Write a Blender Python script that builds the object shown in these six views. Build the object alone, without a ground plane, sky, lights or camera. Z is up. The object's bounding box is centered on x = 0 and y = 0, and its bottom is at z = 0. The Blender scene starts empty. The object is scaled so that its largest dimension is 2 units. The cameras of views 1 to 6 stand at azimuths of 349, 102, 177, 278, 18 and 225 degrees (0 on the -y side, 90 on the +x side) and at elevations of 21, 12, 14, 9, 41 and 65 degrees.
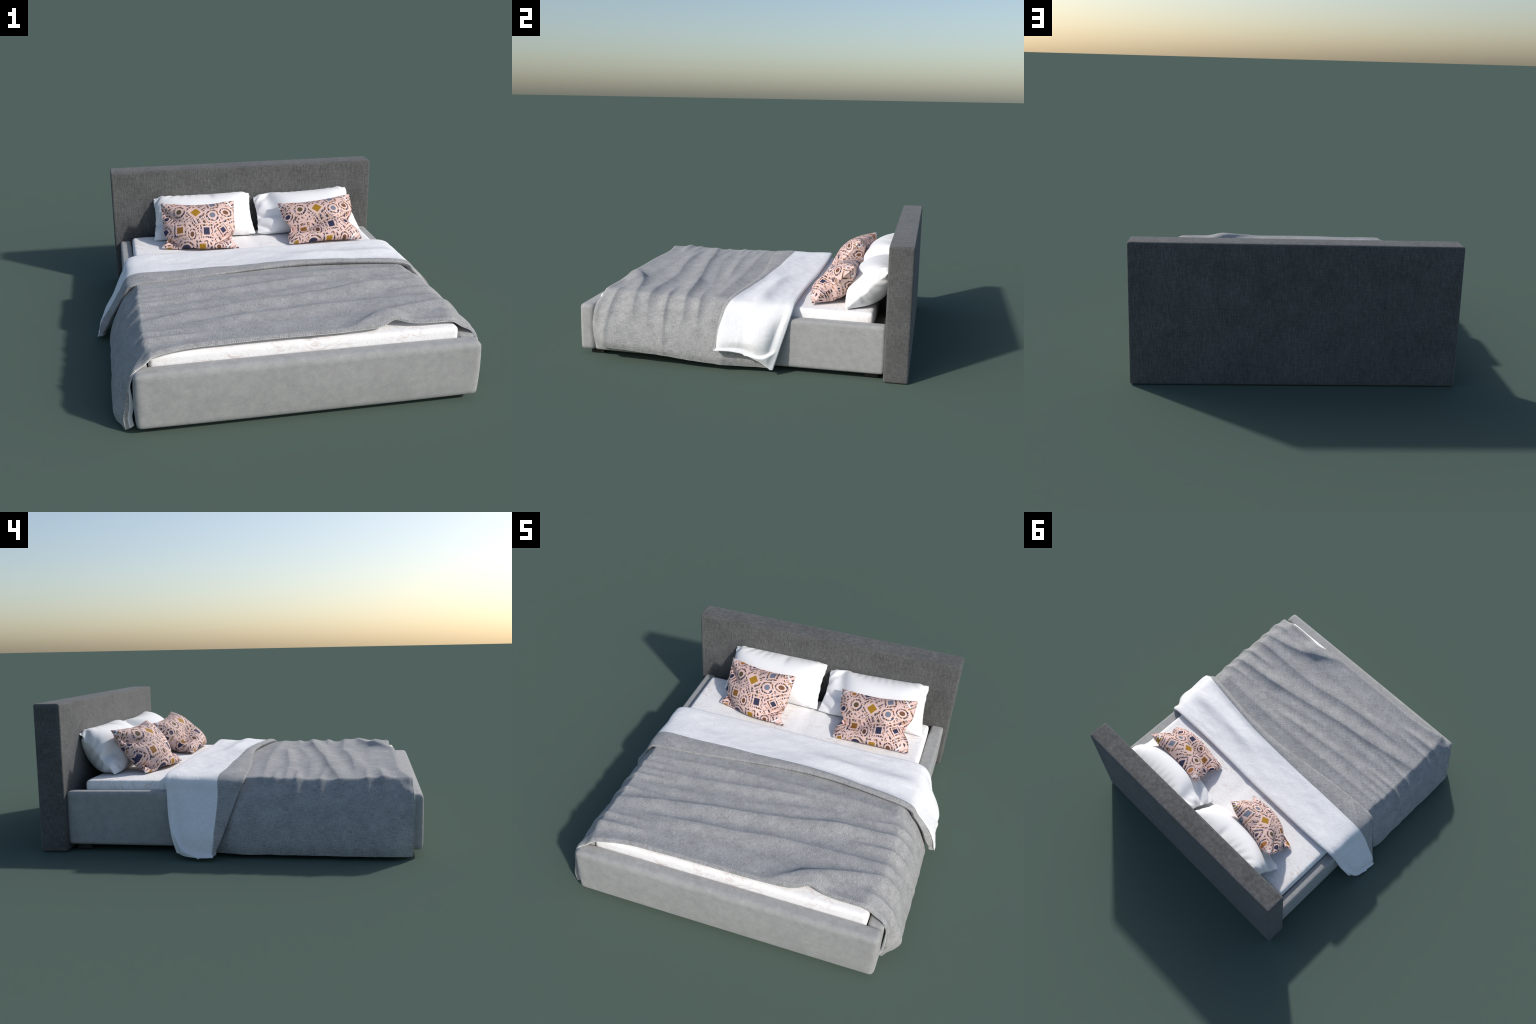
# Upholstered double bed: charcoal headboard, grey box frame, white mattress,
# two-sided duvet turned back at the head, two white pillows, two mosaic-print cushions.
import bpy, bmesh, math
import numpy as np
from mathutils import Vector, Matrix
from mathutils.bvhtree import BVHTree

RNG = np.random.default_rng(7)
SC = bpy.context.scene.collection

# ---------------------------------------------------------------- small maths
def smooth(a, b, x):
    t = np.clip((np.asarray(x, float) - a) / (b - a), 0, 1)
    return t * t * (3 - 2 * t)

def catmull(P, n):
    """n points along a centripetal-ish Catmull-Rom curve through the control points P"""
    P = np.asarray(P, float)
    k = len(P)
    t = np.linspace(0, k - 1, n)
    i = np.clip(t.astype(int), 0, k - 2)
    f = (t - i)[:, None]
    p0, p1, p2, p3 = P[np.maximum(i - 1, 0)], P[i], P[i + 1], P[np.minimum(i + 2, k - 1)]
    return 0.5 * (2 * p1 + (p2 - p0) * f + (2 * p0 - 5 * p1 + 4 * p2 - p3) * f ** 2 + (3 * p1 - p0 - 3 * p2 + p3) * f ** 3)

def value_noise(x, y, seed):
    """smooth lattice noise in -1..1"""
    x, y = np.broadcast_arrays(np.asarray(x, float), np.asarray(y, float))
    xi, yi = np.floor(x).astype(int), np.floor(y).astype(int)
    fx, fy = x - xi, y - yi
    fx, fy = fx * fx * (3 - 2 * fx), fy * fy * (3 - 2 * fy)
    def h(a, b):
        v = np.sin(a * 127.1 + b * 311.7 + seed * 74.7) * 43758.5453
        return 2 * (v - np.floor(v)) - 1
    return (h(xi, yi) * (1 - fx) + h(xi + 1, yi) * fx) * (1 - fy) + (h(xi, yi + 1) * (1 - fx) + h(xi + 1, yi + 1) * fx) * fy

def grid_normals(G):
    du = np.gradient(G, axis=1)
    dv = np.gradient(G, axis=0)
    n = np.cross(du, dv)
    n /= np.linalg.norm(n, axis=2, keepdims=True) + 1e-12
    return n

# ---------------------------------------------------------------- object helpers
def link(ob, parent=None):
    SC.objects.link(ob)
    if parent is not None:
        ob.parent = parent
    return ob

def empty(name, label, category, loc=(0, 0, 0)):
    e = bpy.data.objects.new(name, None)
    e.location = loc
    e["label"], e["category"] = label, category
    return link(e)

def mesh_object(name, verts, faces, mat, parent=None, normals=None, smooth_shade=True):
    me = bpy.data.meshes.new(name)
    me.from_pydata([tuple(v) for v in verts], [], [tuple(f) for f in faces])
    me.update()
    if smooth_shade:
        me.polygons.foreach_set("use_smooth", [True] * len(me.polygons))
    me.materials.append(mat)
    if normals is not None:
        me.normals_split_custom_set_from_vertices([tuple(n) for n in normals])
    ob = bpy.data.objects.new(name, me)
    return link(ob, parent)

def grid_faces(nr, nc, flip=False):
    a = (np.arange(nr - 1)[:, None] * nc + np.arange(nc - 1)[None]).ravel()
    q = np.stack([a, a + 1, a + nc + 1, a + nc], 1)
    return q[:, ::-1] if flip else q

def grid_object(name, G, mat, parent=None, flip=False, N=None):
    nr, nc, _ = G.shape
    nn = None
    if N is not None:
        nn = (-N if flip else N).reshape(-1, 3)
    return mesh_object(name, G.reshape(-1, 3), grid_faces(nr, nc, flip), mat, parent, nn)

def apply_mods(ob):
    dg = bpy.context.evaluated_depsgraph_get()
    me = bpy.data.meshes.new_from_object(ob.evaluated_get(dg))
    old = ob.data
    ob.modifiers.clear()
    ob.data = me
    me.name = ob.name
    bpy.data.meshes.remove(old)

# ---------------------------------------------------------------- node helpers
class Nodes:
    def __init__(self, name):
        self.mat = bpy.data.materials.new(name)
        self.mat.use_nodes = True
        self.t = self.mat.node_tree
        self.t.nodes.clear()
        self.out = self.t.nodes.new("ShaderNodeOutputMaterial")
        self.bsdf = self.t.nodes.new("ShaderNodeBsdfPrincipled")
        self.t.links.new(self.bsdf.outputs[0], self.out.inputs[0])
        self.co = self.t.nodes.new("ShaderNodeTexCoord").outputs["Object"]
        self._sep = None
    def put(self, sock, v):
        if isinstance(v, bpy.types.NodeSocket):
            self.t.links.new(v, sock)
        elif v is not None:
            if hasattr(sock.default_value, "__len__") and not hasattr(v, "__len__"):
                v = [v] * len(sock.default_value)
            if hasattr(sock.default_value, "__len__") and len(sock.default_value) == 4 and len(v) == 3:
                v = (*v, 1)
            sock.default_value = v
    def m(self, op, a, b=None, c=None, clamp=False):
        n = self.t.nodes.new("ShaderNodeMath")
        n.operation, n.use_clamp = op, clamp
        for s, v in zip(n.inputs, (a, b, c)):
            self.put(s, v)
        return n.outputs[0]
    def xyz(self):
        if self._sep is None:
            n = self.t.nodes.new("ShaderNodeSeparateXYZ")
            self.t.links.new(self.co, n.inputs[0])
            self._sep = n.outputs[0], n.outputs[1], n.outputs[2]
        return self._sep
    def vec(self, x, y, z=0.0):
        n = self.t.nodes.new("ShaderNodeCombineXYZ")
        for s, v in zip(n.inputs, (x, y, z)):
            self.put(s, v)
        return n.outputs[0]
    def scaled(self, v, s):
        n = self.t.nodes.new("ShaderNodeVectorMath")
        n.operation = "MULTIPLY"
        self.put(n.inputs[0], v)
        self.put(n.inputs[1], s)
        return n.outputs[0]
    def noise(self, v, scale, detail=3.0, rough=0.5, distort=0.0):
        n = self.t.nodes.new("ShaderNodeTexNoise")
        self.put(n.inputs["Vector"], v)
        n.inputs["Scale"].default_value = scale
        n.inputs["Detail"].default_value = detail
        n.inputs["Roughness"].default_value = rough
        n.inputs["Distortion"].default_value = distort
        return n.outputs["Fac"]
    def ramp(self, f, stops, interp="LINEAR"):
        n = self.t.nodes.new("ShaderNodeValToRGB")
        n.color_ramp.interpolation = interp
        e = n.color_ramp.elements
        while len(e) < len(stops):
            e.new(0.5)
        for k, (p, c) in zip(e, stops):
            k.position = p
            k.color = (*c, 1) if len(c) == 3 else c
        self.put(n.inputs[0], f)
        return n.outputs[0]
    def span(self, f, a, b, lo=0.0, hi=1.0, interp="SMOOTHSTEP"):
        n = self.t.nodes.new("ShaderNodeMapRange")
        n.interpolation_type = interp
        self.put(n.inputs[0], f)
        for i, v in enumerate((a, b, lo, hi)):
            self.put(n.inputs[i + 1], v)
        return n.outputs[0]
    def mix(self, f, a, b, mode="MIX"):
        n = self.t.nodes.new("ShaderNodeMix")
        n.data_type, n.blend_type = "RGBA", mode
        self.put(n.inputs[0], f)
        self.put(n.inputs[6], a)
        self.put(n.inputs[7], b)
        return n.outputs[2]
    def bump(self, h, dist, strength=1.0, prev=None):
        n = self.t.nodes.new("ShaderNodeBump")
        n.inputs["Strength"].default_value = strength
        n.inputs["Distance"].default_value = dist
        self.put(n.inputs["Height"], h)
        if prev is not None:
            self.put(n.inputs["Normal"], prev)
        return n.outputs[0]
    def finish(self, color, rough=0.85, normal=None, sheen=0.0, spec=0.25):
        b = self.bsdf
        self.put(b.inputs["Base Color"], color)
        self.put(b.inputs["Roughness"], rough)
        b.inputs["Specular IOR Level"].default_value = spec
        b.inputs["Sheen Weight"].default_value = sheen
        b.inputs["Sheen Roughness"].default_value = 0.5
        if normal is not None:
            self.put(b.inputs["Normal"], normal)
        return self.mat

def grey(v, tint=(1, 1, 1)):
    return tuple(v * k for k in tint)

# ---------------------------------------------------------------- materials
def mat_headboard():
    n = Nodes("charcoal_linen")
    up = n.noise(n.scaled(n.co, (420, 380, 30)), 1.0, 2, 0.6)
    across = n.noise(n.scaled(n.co, (34, 34, 420)), 1.0, 2, 0.6)
    grain = n.noise(n.co, 420, 1, 0.5)
    cloud = n.noise(n.co, 7, 3, 0.55)
    f = n.m("ADD", n.m("MULTIPLY", up, 0.46), n.m("MULTIPLY", across, 0.30))
    f = n.m("ADD", f, n.m("MULTIPLY", grain, 0.24))
    col = n.ramp(f, [(0.33, (0.048, 0.049, 0.049)), (0.50, (0.101, 0.102, 0.101)), (0.67, (0.190, 0.192, 0.189))])
    col = n.mix(1.0, col, n.ramp(cloud, [(0.3, grey(0.86)), (0.7, grey(1.12))]), "MULTIPLY")
    return n.finish(col, 0.9, n.bump(f, 0.004, 0.5), sheen=0.15)

def mat_frame():
    n = Nodes("grey_velour")
    cloud = n.noise(n.co, 26, 3, 0.6)
    big = n.noise(n.co, 6, 2, 0.5)
    nap = n.noise(n.scaled(n.co, (60, 60, 240)), 1.0, 2, 0.6)
    fine = n.noise(n.co, 500, 1)
    f = n.m("ADD", n.m("MULTIPLY", cloud, 0.50), n.m("MULTIPLY", nap, 0.30))
    f = n.m("ADD", f, n.m("MULTIPLY", big, 0.20))
    col = n.ramp(f, [(0.27, (0.285, 0.288, 0.285)), (0.5, (0.358, 0.360, 0.355)), (0.73, (0.435, 0.436, 0.429))])
    return n.finish(col, 0.9, n.bump(n.m("ADD", fine, nap), 0.0015, 0.4), sheen=0.2)

def unrolled(n):
    """across-the-bed coordinate that keeps running down the hanging sides"""
    x, y, z = n.xyz()
    drop = n.m("MAXIMUM", n.m("SUBTRACT", 0.385, z), 0.0)
    return n.m("ADD", x, n.m("MULTIPLY", n.m("SIGN", x), drop)), y

def mat_duvet_grey():
    n = Nodes("grey_basket_weave")
    s, y = unrolled(n)
    v = n.vec(s, y)
    # basket weave: two families of threads crossing over and under
    k = 2 * math.pi / 0.0082
    wob = n.m("MULTIPLY", n.m("SUBTRACT", n.noise(v, 30, 2), 0.5), 2.2)
    a = n.m("SINE", n.m("ADD", n.m("MULTIPLY", s, k), wob))
    b = n.m("SINE", n.m("ADD", n.m("MULTIPLY", y, k), wob))
    weave = n.m("MULTIPLY_ADD", n.m("MULTIPLY", a, b), 0.5, 0.5)
    thread_s = n.noise(n.scaled(v, (420, 28, 1)), 1.0, 2, 0.6)
    thread_y = n.noise(n.scaled(v, (28, 420, 1)), 1.0, 2, 0.6)
    cloud = n.noise(v, 11, 3, 0.6)
    f = n.m("ADD", n.m("MULTIPLY", weave, 0.20), n.m("MULTIPLY", thread_s, 0.34))
    f = n.m("ADD", f, n.m("MULTIPLY", thread_y, 0.30))
    f = n.m("ADD", f, n.m("MULTIPLY", cloud, 0.16))
    col = n.ramp(f, [(0.35, (0.165, 0.166, 0.168)), (0.5, (0.365, 0.366, 0.367)), (0.65, (0.60, 0.60, 0.598))])
    h = n.m("ADD", n.m("MULTIPLY", weave, 0.6), n.m("ADD", thread_s, thread_y))
    return n.finish(col, 0.92, n.bump(h, 0.003, 0.6), sheen=0.1)

def crumple(n, v, scale):
    """thin branching crease lines"""
    a = n.noise(v, scale, 3, 0.55, 1.2)
    line = n.m("ABSOLUTE", n.m("SUBTRACT", a, 0.5))
    return line

def mat_duvet_white():
    n = Nodes("white_crumpled_cotton")
    s, y = unrolled(n)
    v = n.vec(s, y)
    l1 = n.span(crumple(n, n.scaled(v, (1, 1.6, 1)), 9), 0.0, 0.07)
    l2 = n.span(crumple(n, n.scaled(v, (1.7, 1, 1)), 19), 0.0, 0.09)
    fine = n.noise(v, 700, 1)
    h = n.m("ADD", n.m("MULTIPLY", l1, 0.7), n.m("MULTIPLY", l2, 0.45))
    col = n.mix(n.m("MULTIPLY", l1, l2), (0.83, 0.833, 0.842), (0.875, 0.877, 0.884))
    nb = n.bump(h, 0.0014, 0.35)
    return n.finish(col, 0.9, n.bump(fine, 0.0006, 0.3, nb), sheen=0.05)

def mat_sheet():
    n = Nodes("white_creased_sheet")
    v = n.co
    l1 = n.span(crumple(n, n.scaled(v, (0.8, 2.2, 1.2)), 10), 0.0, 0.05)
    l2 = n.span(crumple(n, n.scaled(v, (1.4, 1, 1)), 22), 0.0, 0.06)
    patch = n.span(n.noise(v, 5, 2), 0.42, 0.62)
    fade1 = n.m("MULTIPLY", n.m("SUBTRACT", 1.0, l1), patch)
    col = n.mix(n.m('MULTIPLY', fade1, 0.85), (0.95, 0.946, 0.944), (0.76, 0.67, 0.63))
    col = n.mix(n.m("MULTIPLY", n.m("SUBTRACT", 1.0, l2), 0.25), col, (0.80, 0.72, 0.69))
    h = n.m("ADD", n.m("MULTIPLY", l1, 0.7), n.m("MULTIPLY", l2, 0.4))
    return n.finish(col, 0.9, n.bump(h, 0.0018, 0.3))

def mat_pillow():
    n = Nodes("white_percale")
    fine = n.noise(n.scaled(n.co, (300, 120, 300)), 1.0, 2)
    cloud = n.noise(n.co, 9, 2)
    col = n.mix(cloud, (0.84, 0.842, 0.85), (0.89, 0.89, 0.893))
    return n.finish(col, 0.85, n.bump(fine, 0.0008, 0.3))

def mat_dark(name, v, rough=0.7):
    n = Nodes(name)
    f = n.noise(n.scaled(n.co, (8, 60, 60)), 1.0, 3)
    col = n.ramp(f, [(0.3, grey(v * 0.7, (1.1, 1, 0.92))), (0.7, grey(v * 1.3, (1.1, 1, 0.92)))])
    return n.finish(col, rough)

PINK = (0.77, 0.545, 0.495)
NAVY, SLATE = (0.034, 0.036, 0.080), (0.18, 0.20, 0.26)
GOLD, BROWN, OLIVE, RUST = (0.36, 0.20, 0.022), (0.155, 0.072, 0.040), (0.115, 0.085, 0.042), (0.42, 0.17, 0.05)

def mat_mosaic():
    """inlay print: lozenges and discs framed by pale ribbons and bands of tiny coloured tesserae"""
    n = Nodes("mosaic_print_cotton")
    x, y, z = n.xyz()
    v = n.vec(x, y)
    # tessera colours: rows of tiny triangles picked at random from the palette
    ta = n.m("MULTIPLY", n.m("ADD", x, y), 92.0)
    tb = n.m("MULTIPLY", n.m("SUBTRACT", x, y), 92.0)
    half = n.m("GREATER_THAN", n.m("ADD", n.m("FRACT", ta), n.m("FRACT", tb)), 1.0)
    pick = n.t.nodes.new("ShaderNodeTexWhiteNoise")
    n.put(pick.inputs["Vector"], n.vec(n.m("FLOOR", ta), n.m("FLOOR", tb), half))
    tess = n.ramp(pick.outputs['Value'], [(0.0, NAVY), (0.30, BROWN), (0.43, PINK), (0.63, GOLD), (0.72, SLATE), (0.80, PINK), (0.93, RUST), (0.965, OLIVE)], "CONSTANT")
    blotch = n.noise(v, 240, 3, 0.7)
    state = {"c": PINK}
    def box(cx, cy, hx, hy, ang=0.0):
        """signed distance-like value: negative inside"""
        c, s = math.cos(math.radians(ang)), math.sin(math.radians(ang))
        dx, dy = n.m("SUBTRACT", x, cx), n.m("SUBTRACT", y, cy)
        u = n.m("MULTIPLY_ADD", dy, s, n.m("MULTIPLY", dx, c))
        w = n.m("MULTIPLY_ADD", dy, c, n.m("MULTIPLY", dx, -s))
        return n.m("MAXIMUM", n.m("SUBTRACT", n.m("ABSOLUTE", u), hx), n.m("SUBTRACT", n.m("ABSOLUTE", w), hy))
    def disc(cx, cy, r, squash=1.0):
        dx = n.m("MULTIPLY", n.m("SUBTRACT", x, cx), squash)
        dy = n.m("SUBTRACT", y, cy)
        d = n.m("SQRT", n.m("MULTIPLY_ADD", dx, dx, n.m("MULTIPLY", dy, dy)))
        return n.m("SUBTRACT", d, r)
    def paint(d, grow, col):
        n_ = n.m("LESS_THAN", d, grow)
        state["c"] = n.mix(n_, state["c"], col)
    def framed(d, col, ribbon=0.009, band=0.011, outer=0.008):
        paint(d, ribbon + band + outer, PINK)
        paint(d, ribbon + band, tess)
        paint(d, ribbon, PINK)
        paint(d, 0.0, col)
    def strip(x0, y0, x1, y1, w=0.0075):
        L = math.hypot(x1 - x0, y1 - y0)
        d = box((x0 + x1) / 2, (y0 + y1) / 2, L / 2, w, math.degrees(math.atan2(y1 - y0, x1 - x0)))
        paint(d, 0.006, PINK)
        paint(d, 0.0, tess)
    gold = n.mix(n.span(blotch, 0.4, 0.6), (0.27, 0.135, 0.012), (0.50, 0.27, 0.022))
    # the ground: a lattice of tessera bands between pale ribbons, with triangles in the gaps
    u = n.m("MULTIPLY_ADD", x, 0.80, n.m("MULTIPLY", y, 0.60))
    w = n.m("MULTIPLY_ADD", x, -0.62, n.m("MULTIPLY", y, 0.78))
    gu = n.m("PINGPONG", n.m("ADD", u, 0.513), 0.042)
    gw = n.m("PINGPONG", n.m("ADD", w, 0.507), 0.038)
    paint(n.m("SUBTRACT", n.m("ADD", gu, gw), 0.022), 0.0, tess)
    paint(gu, 0.007, PINK)
    paint(n.m("ABSOLUTE", n.m("SUBTRACT", gu, 0.034)), 0.0055, tess)
    paint(n.m("ABSOLUTE", n.m("SUBTRACT", gw, 0.031)), 0.0095, PINK)
    paint(n.m("ABSOLUTE", n.m("SUBTRACT", gw, 0.031)), 0.0045, tess)
    # ribbons crossing behind the motifs
    for q in ((-0.20, -0.10, 0.06, 0.16), (0.22, -0.02, 0.02, -0.17), (-0.02, 0.05, 0.14, -0.20), (-0.10, -0.03, -0.02, 0.07),
              (0.02, -0.04, 0.11, 0.03), (-0.01, -0.01, 0.045, -0.11), (0.0, 0.03, 0.06, 0.085), (-0.20, 0.03, -0.11, 0.12), (0.13, 0.12, 0.21, 0.02)):
        strip(*q)
    # the motifs, in metres on the cushion's face, measured from the gold lozenge
    framed(disc(-0.105, 0.010, 0.0165), OLIVE, 0.012, 0.012)
    framed(disc(0.105, -0.018, 0.0180), SLATE, 0.012, 0.012)
    framed(box(0.070, -0.125, 0.018, 0.022, 4), NAVY)
    framed(box(-0.095, -0.115, 0.019, 0.019, 2), (0.26, 0.12, 0.025))
    framed(disc(-0.018, -0.145, 0.016, 1.35), BROWN, 0.010, 0.010)
    framed(disc(-0.060, -0.225, 0.024, 0.75), NAVY, 0.008, 0.010)
    framed(box(0.100, 0.065, 0.017, 0.017, 20), SLATE)
    framed(box(-0.055, 0.095, 0.017, 0.017, 40), NAVY)
    framed(box(0.045, -0.225, 0.019, 0.023, 3), gold)
    framed(box(0.170, -0.105, 0.014, 0.014, 40), NAVY, 0.006, 0.008)
    framed(box(-0.190, -0.110, 0.016, 0.016, 38), NAVY, 0.007, 0.009)
    framed(disc(0.185, 0.010, 0.014, 0.8), BROWN, 0.008, 0.009)
    framed(disc(-0.140, 0.085, 0.014), RUST, 0.008, 0.009)
    framed(disc(-0.185, -0.020, 0.015), NAVY, 0.008, 0.009)
    framed(disc(0.145, -0.215, 0.013), BROWN, 0.008, 0.009)
    framed(disc(0.020, 0.125, 0.014), BROWN, 0.008, 0.009)
    framed(box(0.185, 0.105, 0.013, 0.013, 30), gold, 0.007, 0.008)
    framed(box(-0.165, -0.215, 0.014, 0.014, 10), gold, 0.007, 0.008)
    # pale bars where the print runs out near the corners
    for cx, cy, ang in ((-0.200, 0.085, 45), (0.205, 0.080, -45), (-0.200, -0.205, -45), (0.205, -0.205, 45)):
        d = box(cx, cy, 0.030, 0.0035, ang)
        paint(d, 0.0, (0.78, 0.82, 0.86))
    d = box(0.0, 0.0, 0.023, 0.023, 45)
    paint(d, 0.013, PINK)
    paint(d, 0.0, gold)
    col = n.mix(1.0, state["c"], n.ramp(blotch, [(0.3, grey(0.9)), (0.7, grey(1.07))]), "MULTIPLY")
    fine = n.noise(n.co, 700, 1)
    return n.finish(col, 0.7, n.bump(fine, 0.0006, 0.25))

M_HEAD, M_FRAME = mat_headboard(), mat_frame()
M_GREY, M_WHITE, M_SHEET, M_PILLOW = mat_duvet_grey(), mat_duvet_white(), mat_sheet(), mat_pillow()
M_MOSAIC = mat_mosaic()
M_FOOT = mat_dark("dark_wood_foot", 0.03)
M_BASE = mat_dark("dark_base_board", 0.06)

# ---------------------------------------------------------------- bed frame
MID = 0.0195                      # the frame stands slightly right of the origin
bed = empty("bed", "low double bed frame with charcoal headboard and grey upholstered sides", "bed")

def soft_box(name, lo, hi, mat, bevel, parent, puff=0.0, segs=4, cuts=8):
    """upholstered block: bevelled, subdivided, faces slightly puffed outwards"""
    bm = bmesh.new()
    bmesh.ops.create_cube(bm, size=1.0)
    lo, hi = np.array(lo), np.array(hi)
    c, d = (lo + hi) / 2, hi - lo
    for v in bm.verts:
        v.co = Vector(tuple(np.array(v.co) * d))
    bmesh.ops.bevel(bm, geom=bm.edges[:] , offset=bevel, segments=segs, profile=0.6, affect="EDGES")
    if puff:
        for ax in range(3):
            n = max(2, int(d[ax] / 0.03))
            for k in range(1, min(n, 40)):
                co = Vector((0, 0, 0)); co[ax] = -d[ax] / 2 + d[ax] * k / min(n, 40)
                no = Vector((0, 0, 0)); no[ax] = 1
                bmesh.ops.bisect_plane(bm, geom=bm.verts[:] + bm.edges[:] + bm.faces[:], plane_co=co, plane_no=no)
        h = d / 2
        for v in bm.verts:
            q = np.array(v.co) / h
            for ax in range(3):
                o = [k for k in range(3) if k != ax]
                fall = (1 - min(1, abs(q[o[0]])) ** 4) * (1 - min(1, abs(q[o[1]])) ** 2)
                v.co[ax] += puff * fall * np.sign(q[ax]) * abs(q[ax]) ** 3
    me = bpy.data.meshes.new(name)
    bm.normal_update()
    bm.to_mesh(me)
    bm.free()
    me.polygons.foreach_set("use_smooth", [True] * len(me.polygons))
    me.materials.append(mat)
    ob = bpy.data.objects.new(name, me)
    ob.location = c
    return link(ob, parent)

soft_box("headboard", (-0.860, 0.850, 0.0), (0.883, 0.990, 0.777), M_HEAD, 0.016, bed, 0.0)
soft_box("footboard", (MID - 0.840, -0.983, 0.029), (MID + 0.832, -0.890, 0.313), M_FRAME, 0.028, bed, 0.008)
soft_box("side_rail", (MID - 0.843, -0.888, 0.033), (-0.754, 0.851, 0.316), M_FRAME, 0.020, bed, 0.004)
soft_box("side_rail", (0.774, -0.888, 0.033), (MID + 0.836, 0.851, 0.313), M_FRAME, 0.020, bed, 0.004)
soft_box("base_board", (MID - 0.775, -0.89, 0.12), (MID + 0.775, 0.853, 0.200), M_BASE, 0.004, bed)
soft_box("slat", (MID - 0.772, 0.776, 0.201), (MID + 0.772, 0.853, 0.285), M_BASE, 0.004, bed)
for fx in (-0.705, 0.73):
    for fy in (-0.893, 0.78):
        soft_box("bed_foot", (fx - 0.075, fy - 0.04, 0.0), (fx + 0.075, fy + 0.04, 0.045), M_FOOT, 0.003, bed)

# ---------------------------------------------------------------- mattress
MAT_TOP = 0.366
def mattress_mesh():
    """two mattresses under one sheet: rounded block with a shallow trough along the middle"""
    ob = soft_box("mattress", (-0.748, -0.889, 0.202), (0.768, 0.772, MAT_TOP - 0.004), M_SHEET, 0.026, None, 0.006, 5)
    me = ob.data
    for v in me.vertices:
        w = ob.location + v.co
        if v.co.z > 0.06:
            v.co.z -= 0.006 * math.exp(-((w.x - 0.012) / 0.02) ** 2)
            v.co.z += 0.0015 * float(value_noise(w.x * 9, w.y * 9, 3))
        elif v.co.z < -0.06:
            v.co.z = max(v.co.z, -0.082)
    ob["label"], ob["category"] = "thick white mattress in a creased fitted sheet", "mattress"
    return ob
mattress_mesh()

# ---------------------------------------------------------------- duvet
duvet = empty("duvet", "grey woven duvet with white lining folded back", "duvet")

# hanging profiles (x, z) from the top edge of the mattress to the hem
SIDE_R = [(0.70, 0.381), (0.765, 0.3795), (0.790, 0.374), (0.824, 0.348), (0.868, 0.302), (0.904, 0.235), (0.934, 0.16), (0.950, 0.08), (0.938, 0.030)]
SIDE_L = [(-0.70, 0.379), (-0.745, 0.3785), (-0.768, 0.374), (-0.800, 0.343), (-0.844, 0.293), (-0.882, 0.225), (-0.914, 0.15), (-0.930, 0.07), (-0.920, 0.018)]
HEM_R = [(0.70, 0.386), (0.762, 0.381), (0.802, 0.362), (0.852, 0.336), (0.880, 0.29), (0.888, 0.23), (0.890, 0.17), (0.886, 0.12), (0.874, 0.078)]
HEM_L = [(-0.70, 0.386), (-0.742, 0.379), (-0.778, 0.351), (-0.826, 0.322), (-0.856, 0.26), (-0.868, 0.19), (-0.878, 0.13), (-0.886, 0.068), (-0.878, 0.010)]

# folds on the top: the line of each crease's lee side (x, y), height, and how far it spreads to the foot
FOLDS = [
    ([(1.20, -0.60), (0.95, -0.61), (0.80, -0.62), (0.66, -0.645), (0.54, -0.675), (0.42, -0.725), (0.30, -0.80), (0.20, -0.86)], 0.024, 0.075, 0.55, (0.14, 0.40, 0.75, 1.15)),
    ([(1.20, -0.50), (0.95, -0.52), (0.785, -0.535), (0.19, -0.545), (-0.02, -0.59), (-0.37, -0.617), (-0.90, -0.65)], 0.017, 0.070, 0.55, (-0.95, -0.1, 0.8, 1.1)),
    ([(1.20, -0.29), (0.90, -0.30), (0.67, -0.322), (0.48, -0.335), (0.14, -0.40), (-0.13, -0.447), (-0.39, -0.48), (-0.575, -0.514), (-1.0, -0.60)], 0.020, 0.070, 0.52, (-1.0, -0.5, 0.8, 1.15)),
    ([(0.90, -0.19), (0.30, -0.27), (-0.16, -0.374), (-0.65, -0.392), (-1.0, -0.40)], 0.006, 0.050, 0.9, (-1.0, -0.5, 0.1, 0.8)),
    ([(0.60, -0.17), (0.2, -0.20), (-0.36, -0.265), (-0.71, -0.279), (-1.0, -0.285)], 0.010, 0.045, 0.7, (-1.0, -0.6, 0.0, 0.5)),
    ([(0.90, -0.14), (0.18, -0.115), (-0.26, -0.140), (-0.73, -0.165), (-1.0, -0.17)], 0.004, 0.03, 0.6, (-1.0, -0.6, 0.6, 1.0)),
    ([(-0.45, -0.755), (-0.62, -0.767), (-1.0, -0.78)], 0.009, 0.035, 0.6, (-1.02, -0.75, -0.65, -0.35)),
    ([(-0.50, -0.692), (-1.0, -0.700)], 0.007, 0.025, 0.7, (-1.0, -0.78, -0.7, -0.40)),
    ([(-0.50, -0.47), (-1.0, -0.455)], 0.007, 0.025, 0.7, (-1.0, -0.78, -0.7, -0.40)),
    ([(-0.50, -0.332), (-1.0, -0.345)], 0.008, 0.025, 0.7, (-1.0, -0.78, -0.7, -0.45)),
    ([(-0.50, -0.225), (-1.0, -0.225)], 0.006, 0.025, 0.7, (-1.0, -0.78, -0.7, -0.50)),
    ([(0.60, -0.44), (0.80, -0.425), (1.2, -0.41)], 0.013, 0.040, 0.5, (0.45, 0.80, 1.0, 1.30)),
    ([(0.60, -0.25), (0.80, -0.225), (1.2, -0.205)], 0.008, 0.035, 0.5, (0.45, 0.80, 0.85, 1.10)),
    ([(0.62, -0.745), (0.80, -0.755), (1.2, -0.79)], 0.014, 0.045, 0.5, (0.60, 0.80, 1.0, 1.35)),
]

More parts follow.
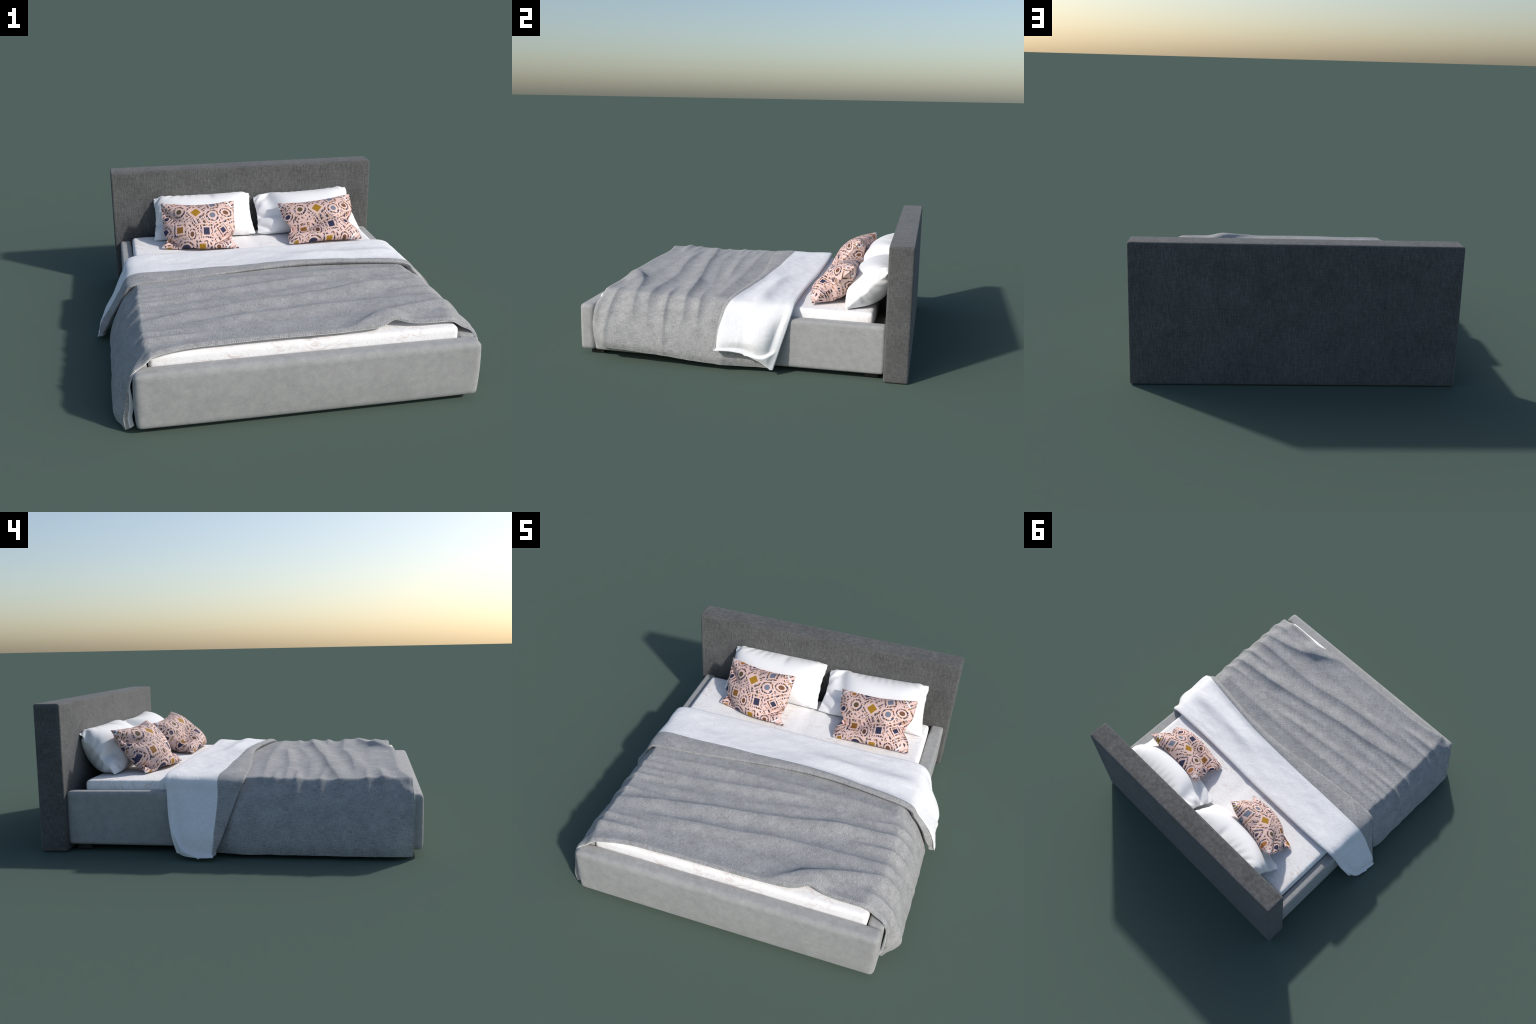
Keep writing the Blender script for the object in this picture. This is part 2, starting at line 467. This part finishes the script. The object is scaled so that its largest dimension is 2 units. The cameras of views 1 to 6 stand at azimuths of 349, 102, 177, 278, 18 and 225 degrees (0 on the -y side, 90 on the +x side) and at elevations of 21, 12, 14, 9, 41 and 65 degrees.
def fold_height(s, y):
    h = np.zeros_like(s)
    for line, amp, spread, lee, (a0, a1, b1, b0) in FOLDS:
        p = np.array(sorted(line))
        # soft polyline: average of shifted interpolations
        yr = sum(np.interp(s + k, p[:, 0], p[:, 1]) for k in (-0.06, -0.03, 0, 0.03, 0.06)) / 5
        d = y - yr + 0.006 + 0.20 * spread
        e = 0.006
        fall = (np.sqrt(np.maximum(d, 0) ** 2 + e * e) - e) / (0.80 * lee * spread)
        prof = np.where(d > 0, np.exp(-fall), np.exp(-(d / spread) ** 2))
        h += 1.30 * amp * (1 + 0.35 * value_noise(s * 4.3, amp * 900, 31)) * prof * smooth(a0, a1, s) * (1 - smooth(b1, b0, s))
    return h * (1 - 0.45 * smooth(0.88, 1.0, s))

def duvet_surface(ns=330, nt=230):
    half = 0.70
    top = np.linspace(-half, half, 150)
    left_n = (ns - 150) // 2
    def section(L, R):
        l = catmull(L, left_n + 1)[:0:-1]
        r = catmull(R, left_n + 1)[1:]
        zt = np.interp(top, (-half, half), (L[0][1], R[0][1]))
        zt = zt + 0.010 * (1 - (top / half) ** 2)
        return np.concatenate([l, np.stack([top, zt], 1), r])
    A, B = section(HEM_L, HEM_R), section(SIDE_L, SIDE_R)
    n = len(A)
    seg = np.linalg.norm(np.diff(B, axis=0), axis=1)
    s = np.concatenate([[0], np.cumsum(seg)])
    s = s - np.interp(0, B[:, 0], s)
    # foot hem and head end as curves y(s)
    hem = np.interp(s, [-1.25, -1.0, -0.86, -0.74, -0.62, -0.5, 0.0, 0.30, 0.40, 0.45, 0.50, 0.60, 0.70, 0.78, 0.85, 1.0, 1.25],
                    [-0.930, -0.935, -0.938, -0.930, -0.900, -0.884, -0.882, -0.880, -0.862, -0.826, -0.846, -0.858, -0.858, -0.856, -0.872, -0.886, -0.878])
    for _ in range(3):
        hem = np.convolve(np.pad(hem, 2, mode="edge"), np.ones(5) / 5, "valid")
    head = 0.305 - 0.105 * smooth(0.80, 1.20, np.abs(s))
    t = np.linspace(0, 1, nt)[:, None]
    y = hem[None] * (1 - t) + head[None] * t
    flare = smooth(0.0, 0.10, y - hem[None])[..., None]
    prof = A[None] * (1 - flare) + B[None] * flare
    G = np.stack([prof[..., 0], y, prof[..., 1]], 2)
    S = np.broadcast_to(s[None], y.shape)
    # drawn in towards the frame beneath the turned-back end
    G[..., 0] -= np.sign(S) * 0.030 * smooth(0.80, 0.92, np.abs(S)) * smooth(-0.10, 0.06, y)
    # right-hand hem rides higher towards the foot
    side_r = smooth(0.85, 1.22, S)
    G[..., 2] += side_r * 0.050 * smooth(0.1, -0.85, y) * flare[..., 0]
    G[..., 2] += (1 - smooth(0.74, 0.80, np.abs(S))) * (0.013 * np.exp(-((y + 0.81) / 0.13) ** 2) + 0.015 * np.exp(-((y + 0.14) / 0.10) ** 2))
    N = grid_normals(G)
    h = fold_height(S, y) - 0.006
    edge = smooth(0.0, 0.05, y - hem[None])
    h *= 0.35 + 0.65 * edge
    # peak where the foot hem is pushed up
    h += 0.020 * np.exp(-((S - 0.455) / 0.07) ** 2 - ((y + 0.80) / 0.07) ** 2)
    # gentle unevenness, stretched along the folds
    h += 0.0035 * value_noise(S * 3.1 + 4, y * 11 + S * 2.0, 1) + 0.0016 * value_noise(S * 7 + 9, y * 26, 2)
    # vertical flutes on the hanging right side
    flute = np.sin(y * 33 + 1.2 * value_noise(S * 2, y * 5, 8))
    h += 0.0012 * flute * smooth(0.85, 1.0, S)
    h += 0.0015 * np.sin(y * 41 + 0.7) * smooth(0.85, 1.0, -S)
    # rounded hems
    h -= 0.006 * (1 - smooth(0, 0.018, y - hem[None]))
    G = G + N * h[..., None]
    return G, S

BODY, BODY_S = duvet_surface()
BODY[..., 2] = np.maximum(BODY[..., 2], 0.012)
BN = grid_normals(BODY)
HEMWARD = smooth(0.16, 0.0, np.broadcast_to(np.linspace(0, 1, BODY.shape[0])[:, None], BODY_S.shape))
PUFF = 0.014 + 0.030 * HEMWARD * smooth(0.88, 1.06, np.abs(BODY_S)) * (1 - 0.6 * (BODY_S > 0))
INNER = BODY - BN * PUFF[..., None]
INNER[..., 2] = np.maximum(INNER[..., 2], 0.004)
grid_object("duvet_cover", BODY, M_GREY, duvet)
grid_object("duvet_lining", INNER, M_WHITE, duvet, flip=True)

def rim(name, outer, inner, mat, parent, bulge=0.004, n=5, span=(0.0, 1.0)):
    """rounded edge strip joining the border loops of an outer and an inner sheet"""
    def loop(G):
        return np.concatenate([G[0, :-1], G[:-1, -1], G[-1, :0:-1], G[:0:-1, 0]])
    o, i = loop(outer), loop(inner)
    def inset(G):
        return np.concatenate([G[1, :-1], G[:-1, -2], G[-2, :0:-1], G[:0:-1, 1]])
    out = o - inset(outer)
    out /= np.linalg.norm(out, axis=1, keepdims=True) + 1e-9
    k = len(o)
    rows = []
    for a in np.linspace(span[0], span[1], n):
        rows.append(o * (1 - a) + i * a + out * bulge * math.sin(math.pi * a))
    V = np.stack(rows, 0)
    faces = []
    for r in range(n - 1):
        for c in range(k):
            d = (c + 1) % k
            faces.append((r * k + c, (r + 1) * k + c, (r + 1) * k + d, r * k + d))
    return mesh_object(name, V.reshape(-1, 3), faces, mat, parent)
rim("duvet_edge", BODY, INNER, M_GREY, duvet, span=(0.0, 0.45))
rim("lining_edge", BODY, INNER, M_WHITE, duvet, span=(0.45, 1.0))

# --- the turned-back end: control curves from the left tip over the bed to the right tip
HEAD_EDGE = [(-0.923, 0.245, 0.025), (-0.919, 0.27, 0.110), (-0.873, 0.295, 0.200), (-0.821, 0.312, 0.308), (-0.766, 0.332, 0.384), (-0.500, 0.34, 0.388), (-0.250, 0.339, 0.388), (0.000, 0.336, 0.388),
             (0.250, 0.328, 0.388), (0.500, 0.323, 0.388), (0.757, 0.325, 0.390), (0.842, 0.32, 0.348), (0.877, 0.298, 0.260), (0.912, 0.267, 0.150), (0.928, 0.233, 0.035)]
MIDDLE = [(-0.984, 0.15, 0.018), (-0.974, 0.158, 0.110), (-0.918, 0.17, 0.210), (-0.837, 0.18, 0.318), (-0.770, 0.19, 0.391), (-0.500, 0.19, 0.398), (-0.250, 0.19, 0.400), (0.000, 0.188, 0.401),
          (0.250, 0.18, 0.400), (0.500, 0.165, 0.398), (0.778, 0.16, 0.393), (0.875, 0.15, 0.350), (0.954, 0.13, 0.270), (0.991, 0.108, 0.190), (0.974, 0.082, 0.120)]
SEAM = [(-0.998, 0.044, 0.024), (-0.985, 0.042, 0.110), (-0.932, 0.04, 0.200), (-0.862, 0.04, 0.306), (-0.772, 0.05, 0.390), (-0.500, 0.045, 0.399), (-0.250, 0.045, 0.403), (0.000, 0.04, 0.408),
        (0.250, 0.031, 0.414), (0.500, 0.002, 0.417), (0.782, -0.04, 0.402), (0.870, -0.072, 0.353), (0.938, -0.09, 0.285), (0.978, -0.098, 0.210), (0.996, -0.103, 0.143)]
STEP = [(-0.970, 0.03, 0.030), (-0.938, 0, 0.100), (-0.900, -0.03, 0.190), (-0.841, -0.065, 0.308), (-0.772, -0.093, 0.385), (-0.500, -0.08, 0.397), (-0.250, -0.052, 0.401), (0.000, -0.024, 0.404),
        (0.250, -0.016, 0.406), (0.500, -0.04, 0.404), (0.782, -0.078, 0.389), (0.853, -0.1, 0.336), (0.906, -0.114, 0.265), (0.935, -0.117, 0.195), (0.964, -0.11, 0.140)]

def flap_grid(ns=300):
    H, Mi, Se, St = (catmull(c, ns) for c in (HEAD_EDGE, MIDDLE, SEAM, STEP))
    s = np.linspace(-1, 1, ns)
    inward = np.stack([-H[:, 0] * smooth(0.70, 0.9, np.abs(H[:, 0])), np.zeros(ns), -(1 - smooth(0.70, 0.9, np.abs(H[:, 0])))], 1)
    inward /= np.linalg.norm(inward, axis=1, keepdims=True)
    rows = []
    # rounded turn at the head end, coming up from underneath
    for a in np.linspace(-90, 60, 9):
        r = 0.011
        rows.append(H + inward * r * (1 - 1 - math.sin(math.radians(a))) * 1.0 + np.array([0, 1, 0]) * r * (math.cos(math.radians(a)) - 1))
    n_turn = len(rows)
    ctrl = np.stack([H - inward * 0.012 + np.array([0, -0.014, 0]), Mi, Se])
    for t in np.linspace(0, 1, 91)[1:]:
        # parabola through the three guide curves
        a, b, c = ctrl
        rows.append(a * (2 * (t - 0.5) * (t - 1)) + b * (4 * t * (1 - t)) + c * (2 * t * (t - 0.5)))
    n_white = len(rows)
    for t in np.linspace(0, 1, 13)[1:]:
        bulge = 0.006 * math.sin(math.pi * t) * (1 - t * 0.5)
        rows.append(Se * (1 - t) + St * t - inward * bulge)
    # tuck the edge under
    for k in (0.5, 1.0):
        rows.append(St + inward * 0.022 * k + np.array([0, 0.02, 0]) * k * k)
    G = np.stack(rows)
    N = grid_normals(G)
    x, y = G[..., 0], G[..., 1]
    t = np.linspace(0, 1, len(rows))[:, None]
    S = s[None] * np.ones_like(t)
    tw = np.clip((np.arange(len(rows)) - n_turn) / (n_white - n_turn), 0, 1.25)[:, None]
    top = 1 - smooth(0.70, 0.80, np.abs(x))
    h = 0.003 * value_noise(x * 6, y * 14 + x * 3, 5) + 0.0012 * value_noise(x * 18, y * 30, 6)
    # hollow behind the raised edge on the right, and its ridge
    along = smooth(0.05, 0.35, x) * (1 - smooth(0.70, 0.85, x))
    h += -0.014 * along * np.exp(-((tw - 0.62) / 0.13) ** 2) + 0.010 * along * np.exp(-((tw - 0.92) / 0.10) ** 2)
    # long soft folds running down the hanging corners
    aS = np.abs(S)
    right, left = smooth(0.80, 0.93, x), smooth(0.80, 0.93, -x)
    slant_r = np.interp(S, [0.80, 0.88, 0.94, 1.0], [-0.10, 0.04, 0.22, 0.52])
    slant_l = np.interp(-S, [0.80, 0.86, 0.92, 0.96, 1.0], [-0.05, 0.06, 0.20, 0.40, 0.66])
    calm = 1 - 0.75 * smooth(0.955, 1.0, aS)
    h += right * calm * (0.022 * smooth(-0.03, 0.03, tw - slant_r) - 0.002 + 0.008 * np.sin(tw * 9 + 2.5 * S))
    h += left * calm * (0.022 * smooth(-0.025, 0.025, tw - slant_l) - 0.005 + 0.004 * np.sin(tw * 8 - 3 * S))
    h *= smooth(-0.02, 0.12, tw) * (1 - 0.6 * smooth(1.0, 1.2, tw))
    return G + N * h[..., None] * 1.0, n_white

FLAP, NW = flap_grid()
FN = grid_normals(FLAP)
if FN[30, 150, 2] < 0:
    FN = -FN
    FLIP = True
else:
    FLIP = False
FLAP[..., 2] = np.maximum(FLAP[..., 2], 0.002)
def flap_part(name, r0, r1, mat):
    ob = grid_object(name, FLAP[r0:r1], mat, duvet, flip=FLIP)
    ob.data.normals_split_custom_set_from_vertices([tuple(v) for v in FN[r0:r1].reshape(-1, 3)])
    return ob
flap_part("folded_lining", 0, NW, M_WHITE)
flap_part("hem_band", NW - 1, len(FLAP), M_GREY)
SKIN = FLAP[8:NW]
FIN = SKIN - FN[8:NW] * (0.0012 + 0.008 * smooth(1.0, 0.72, np.linspace(0, 1, len(SKIN))))[:, None, None]
FIN[..., 2] = np.maximum(FIN[..., 2], 0.001)
grid_object("fold_lining", FIN, M_WHITE, duvet, flip=not FLIP)
for col in (0, -1):
    # rolled edge along each hanging end
    o, i = SKIN[:, col], FIN[:, col]
    out = o - SKIN[:, 1 if col == 0 else -2]
    out /= np.linalg.norm(out, axis=1, keepdims=True) + 1e-9
    strip = np.stack([o * (1 - a) + i * a + out * 0.003 * math.sin(math.pi * a) for a in np.linspace(0, 1, 5)])
    grid_object("fold_edge", strip, M_WHITE, duvet, flip=(col == 0) != FLIP)

# ---------------------------------------------------------------- pillows and cushions: two sewn sheets blown up
def inflate(corners, size, n, m, front, back, steps=170, ground=0.0, wall=None, creases=(), obstacle=None, seed=0, weight=1.0, press=1.0, hold=0.06, sag=(0.02, 0.02, 0.02), toe=0.0, relax=2, pinch=(0.0, 0.0, 0.3, 0.1)):
    """Two n x m sheets sewn along their border, blown up from inside and pinned at four corners.
    corners TL, TR, BL, BR; returns front and back point grids and the face's axes."""
    TL, TR, BL, BR = (np.array(c, float) for c in corners)
    v, u = np.meshgrid(np.linspace(0, 1, m), np.linspace(0, 1, n), indexing="ij")
    U, W = u[..., None], v[..., None]
    flat = (TL * (1 - U) + TR * U) * W + (BL * (1 - U) + BR * U) * (1 - W)
    nx = TR + BR - TL - BL
    nx /= np.linalg.norm(nx)
    ny = TL + TR - BL - BR
    nz = np.cross(nx, ny)
    nz /= np.linalg.norm(nz)
    ny = np.cross(nz, nx)
    bump = np.abs(np.sin(np.pi * u) * np.sin(np.pi * v)) ** 0.6
    rough = 0.002 * value_noise(u * 9, v * 9, seed + 20)
    P = np.stack([flat + nz * (front * bump + rough)[..., None], flat - nz * (back * bump - rough)[..., None]])
    V = np.zeros_like(P)
    lx, ly = size[0] / (n - 1), size[1] / (m - 1)
    ld = math.hypot(lx, ly)
    def sew(A):
        for sl in ((slice(None), 0), (slice(None), -1), (0, slice(None)), (-1, slice(None))):
            a = (A[0][sl] + A[1][sl]) / 2
            A[0][sl] = a
            A[1][sl] = a
    def pin(A):
        for k in (0, 1):
            A[k, -1, 0], A[k, -1, -1], A[k, 0, 0], A[k, 0, -1] = TL, TR, BL, BR
    # the sewn border stays near slightly hollow lines between the corners (top, bottom, sides)
    arch_u, arch_v = np.sin(np.pi * np.linspace(0, 1, n))[:, None], np.sin(np.pi * np.linspace(0, 1, m))[:, None]
    tuck = np.exp(-((np.linspace(0, 1, m) - pinch[2]) / pinch[3]) ** 2)[:, None]
    lines = [((-1, slice(None)), flat[-1] - ny * sag[0] * arch_u), ((0, slice(None)), flat[0] + ny * sag[1] * arch_u + nz * toe * np.sqrt(arch_u)),
             ((slice(None), 0), flat[:, 0] + nx * (sag[2] * arch_v + pinch[0] * tuck)), ((slice(None), -1), flat[:, -1] - nx * (sag[2] * arch_v + pinch[1] * tuck))]
    sew(P); pin(P)
    fam = []
    for p in (0, 1):
        fam.append(((slice(None), slice(None), slice(p, n - 1, 2)), (slice(None), slice(None), slice(p + 1, n, 2)), lx, 0.95, 0.70))
        fam.append(((slice(None), slice(p, m - 1, 2)), (slice(None), slice(p + 1, m, 2)), ly, 0.95, 0.70))
        fam.append(((slice(None), slice(p, m - 1, 2), slice(0, n - 1)), (slice(None), slice(p + 1, m, 2), slice(1, n)), ld, 0.40, 0.30))
        fam.append(((slice(None), slice(p, m - 1, 2), slice(1, n)), (slice(None), slice(p + 1, m, 2), slice(0, n - 1)), ld, 0.40, 0.30))
    for p in (0, 1, 2, 3):
        fam.append(((slice(None), slice(None), slice(p, n - 2, 4)), (slice(None), slice(None), slice(p + 2, n, 4)), 2 * lx, 0.2, 0.12))
        fam.append(((slice(None), slice(p, m - 2, 4)), (slice(None), slice(p + 2, m, 4)), 2 * ly, 0.2, 0.12))
    sign = np.array([1.0, -1.0])[:, None, None, None]
    for step in range(steps):
        du, dv = np.gradient(P, axis=2), np.gradient(P, axis=1)
        nv = np.cross(du, dv) / (lx * ly) * sign
        V += 0.00045 * press * smooth(0, 30, step) * nv
        V[..., 2] -= 0.00010 * weight
        for (mask, depth) in creases:
            V[0] -= nz * (mask * depth * 0.001)[..., None]
        V *= 0.88
        Q = P + V
        for _ in range(9):
            for a, b, L, ks, kc in fam:
                d = Q[b] - Q[a]
                ln = np.sqrt((d * d).sum(-1)) + 1e-9
                d *= (np.where(ln > L, ks, kc) * 0.5 * (ln - L) / ln)[..., None]
                Q[a] += d
                Q[b] -= d
            sew(Q)
            for sl, line in lines:
                for k in (0, 1):
                    Q[k][sl] += hold * (line - Q[k][sl])
            pin(Q)
        Q[..., 2] = np.maximum(Q[..., 2], ground)
        if wall is not None:
            Q[..., 1] = np.minimum(Q[..., 1], wall)
        if obstacle is not None and step > 50 and step % 6 == 0:
            flatQ = Q[1].reshape(-1, 3)
            for i in range(len(flatQ)):
                hit = obstacle.find_nearest(Vector(flatQ[i]), 0.08)
                if hit[0] is not None and (Vector(flatQ[i]) - hit[0]).dot(hit[1]) < 0.002:
                    flatQ[i] = np.array(hit[0] + hit[1] * 0.002)
            sew(Q); pin(Q)
        V = Q - P
        P = Q
    # relax the small puckers, keeping the corners
    for _ in range(relax):
        for k in (0, 1):
            A = P[k]
            A[1:-1, 1:-1] += 0.35 * ((A[:-2, 1:-1] + A[2:, 1:-1] + A[1:-1, :-2] + A[1:-1, 2:]) / 4 - A[1:-1, 1:-1])
            for row in (A[0], A[-1], A[:, 0], A[:, -1]):
                row[1:-1] += 0.35 * ((row[:-2] + row[2:]) / 2 - row[1:-1])
        sew(P)
    return P, (nx, ny, nz)

def sewn_faces(m, n):
    """index grids of the two sheets with a shared border"""
    F = np.arange(n * m).reshape(m, n)
    inside = np.zeros((m, n), bool)
    inside[1:-1, 1:-1] = True
    Bk = F.copy()
    Bk[inside] = n * m + np.arange(inside.sum())
    quads = []
    for I, flip in ((F, False), (Bk, True)):
        a, b, c, d = I[:-1, :-1].ravel(), I[:-1, 1:].ravel(), I[1:, 1:].ravel(), I[1:, :-1].ravel()
        q = np.stack([a, b, c, d], 1)
        quads.append(q[:, ::-1] if flip else q)
    return F, inside, np.concatenate(quads)

def sewn_points(P, inside):
    return np.concatenate([P[0].reshape(-1, 3), P[1][inside]])

def tree_of(res):
    P = res[0]
    F, inside, quads = sewn_faces(*P.shape[1:3])
    return BVHTree.FromPolygons([tuple(p) for p in sewn_points(P, inside)], [tuple(int(k) for k in f) for f in quads])

def sewn_object(name, res, mat, origin, label, category, subdiv=1, seam=True):
    P, (nx, ny, nz) = res
    R = np.stack([nx, ny, nz], 1)
    F, inside, quads = sewn_faces(*P.shape[1:3])
    local = (sewn_points(P, inside) - origin) @ R
    ob = mesh_object(name, local, quads, mat)
    ob.matrix_world = Matrix.Translation(Vector(origin)) @ Matrix([list(r) for r in R]).to_4x4()
    if subdiv:
        md = ob.modifiers.new("soft", "SUBSURF")
        md.levels = md.render_levels = subdiv
        apply_mods(ob)
    ob["label"], ob["category"] = label, category
    if seam:
        # piping along the sewn border
        loop = local[np.concatenate([F[0, :-1], F[:-1, -1], F[-1, :0:-1], F[:0:-1, 0]])]
        tang = np.roll(loop, -1, 0) - np.roll(loop, 1, 0)
        tang /= np.linalg.norm(tang, axis=1, keepdims=True) + 1e-9
        side = np.cross(tang, (0, 0, 1.0))
        side /= np.linalg.norm(side, axis=1, keepdims=True) + 1e-9
        up = np.cross(side, tang)
        k, r = len(loop), 0.0018
        ring = [loop + r * (math.cos(q) * side + math.sin(q) * up) for q in np.arange(6) * math.pi / 3]
        V = np.stack(ring, 1).reshape(-1, 3)
        faces = [(i * 6 + j, i * 6 + (j + 1) % 6, ((i + 1) % k) * 6 + (j + 1) % 6, ((i + 1) % k) * 6 + j) for i in range(k) for j in range(6)]
        mesh_object("seam", V, faces, mat, ob)
    return ob

GROUND, WALL = MAT_TOP + 0.003, 0.853
def dent(n, m, path, width, depth):
    """mask over the sheet for a crease pressed in along a path of (u, v) points"""
    v, u = np.meshgrid(np.linspace(0, 1, m), np.linspace(0, 1, n), indexing="ij")
    p = catmull(path, 60)
    d2 = ((u[..., None] - p[:, 0]) ** 2 + (v[..., None] - p[:, 1]) ** 2).min(-1)
    return np.exp(-d2 / width ** 2), depth

wl = inflate([(-0.595, 0.850, 0.594), (0.043, 0.852, 0.598), (-0.615, 0.653, 0.371), (0.049, 0.640, 0.379)], (0.70, 0.392), 64, 40, 0.10, 0.04, ground=GROUND, wall=WALL, seed=1, weight=0.15, press=0.9, sag=(-0.012, 0.0, 0.012),
             relax=5, creases=[dent(64, 40, [(1.0, 0.42), (0.90, 0.40), (0.82, 0.33)], 0.045, 0.9), dent(64, 40, [(0.0, 0.35), (0.10, 0.40), (0.2, 0.36)], 0.05, 0.9), dent(64, 40, [(0.55, 1.0), (0.57, 0.90)], 0.05, 0.7), dent(64, 40, [(0.10, 0.05), (0.16, 0.3)], 0.04, 0.6)])
wr = inflate([(0.065, 0.849, 0.566), (0.712, 0.852, 0.599), (0.053, 0.626, 0.385), (0.752, 0.614, 0.373)], (0.71, 0.397), 64, 40, 0.10, 0.04, ground=GROUND, wall=WALL, seed=2, weight=0.15, press=0.9, sag=(-0.008, 0.0, 0.012),
             relax=5, creases=[dent(64, 40, [(0.14, 0.85), (0.18, 0.6), (0.16, 0.45)], 0.05, 0.8), dent(64, 40, [(0.05, 0.42), (0.14, 0.40), (0.24, 0.36)], 0.04, 0.6), dent(64, 40, [(0.98, 0.5), (0.90, 0.45), (0.86, 0.3)], 0.05, 0.9), dent(64, 40, [(0.02, 0.2), (0.15, 0.12), (0.3, 0.08)], 0.03, 0.3)])
sewn_object("pillow", wl, M_PILLOW, np.array((-0.28, 0.75, 0.48)), "plump white sleeping pillow leaning on the headboard", "pillow", seam=False)
sewn_object("pillow", wr, M_PILLOW, np.array((0.40, 0.74, 0.48)), "plump white sleeping pillow leaning on the headboard", "pillow", seam=False)

cl = inflate([(-0.558, 0.681, 0.607), (-0.103, 0.606, 0.619), (-0.577, 0.492, 0.374), (-0.100, 0.397, 0.373)], (0.48, 0.385), 58, 48, 0.08, 0.03, ground=GROUND, seed=3, weight=1.0, press=0.62, hold=0.12, pinch=(0.035, 0.055, 0.20, 0.13), sag=(0.018, 0.0, 0.010), toe=0.022,
             creases=[dent(58, 48, [(1.0, 0.30), (0.88, 0.26), (0.76, 0.22)], 0.04, 1.2), dent(58, 48, [(0.0, 0.22), (0.10, 0.20), (0.2, 0.24)], 0.04, 1.0), dent(58, 48, [(0.03, 0.80), (0.14, 0.66), (0.20, 0.58)], 0.035, 0.8), dent(58, 48, [(0.52, 1.0), (0.50, 0.93)], 0.03, 0.8)])
cr = inflate([(0.196, 0.660, 0.568), (0.676, 0.649, 0.606), (0.220, 0.405, 0.376), (0.696, 0.413, 0.374)], (0.49, 0.385), 58, 48, 0.08, 0.03, ground=GROUND, seed=4, weight=1.0, press=0.75, hold=0.12, pinch=(0.040, 0.050, 0.42, 0.15), sag=(0.018, 0.0, 0.006), toe=0.022,
             creases=[dent(58, 48, [(0.0, 0.36), (0.12, 0.37), (0.28, 0.38), (0.42, 0.44)], 0.05, 1.3), dent(58, 48, [(1.0, 0.52), (0.90, 0.50), (0.80, 0.46)], 0.045, 1.0), dent(58, 48, [(0.42, 0.44), (0.60, 0.43)], 0.03, 0.8)])
sewn_object("cushion", cl, M_MOSAIC, np.array((-0.355, 0.525, 0.583)), "pink throw cushion with colourful mosaic inlay print", "cushion")
sewn_object("cushion", cr, M_MOSAIC, np.array((0.422, 0.523, 0.568)), "pink throw cushion with colourful mosaic inlay print", "cushion")
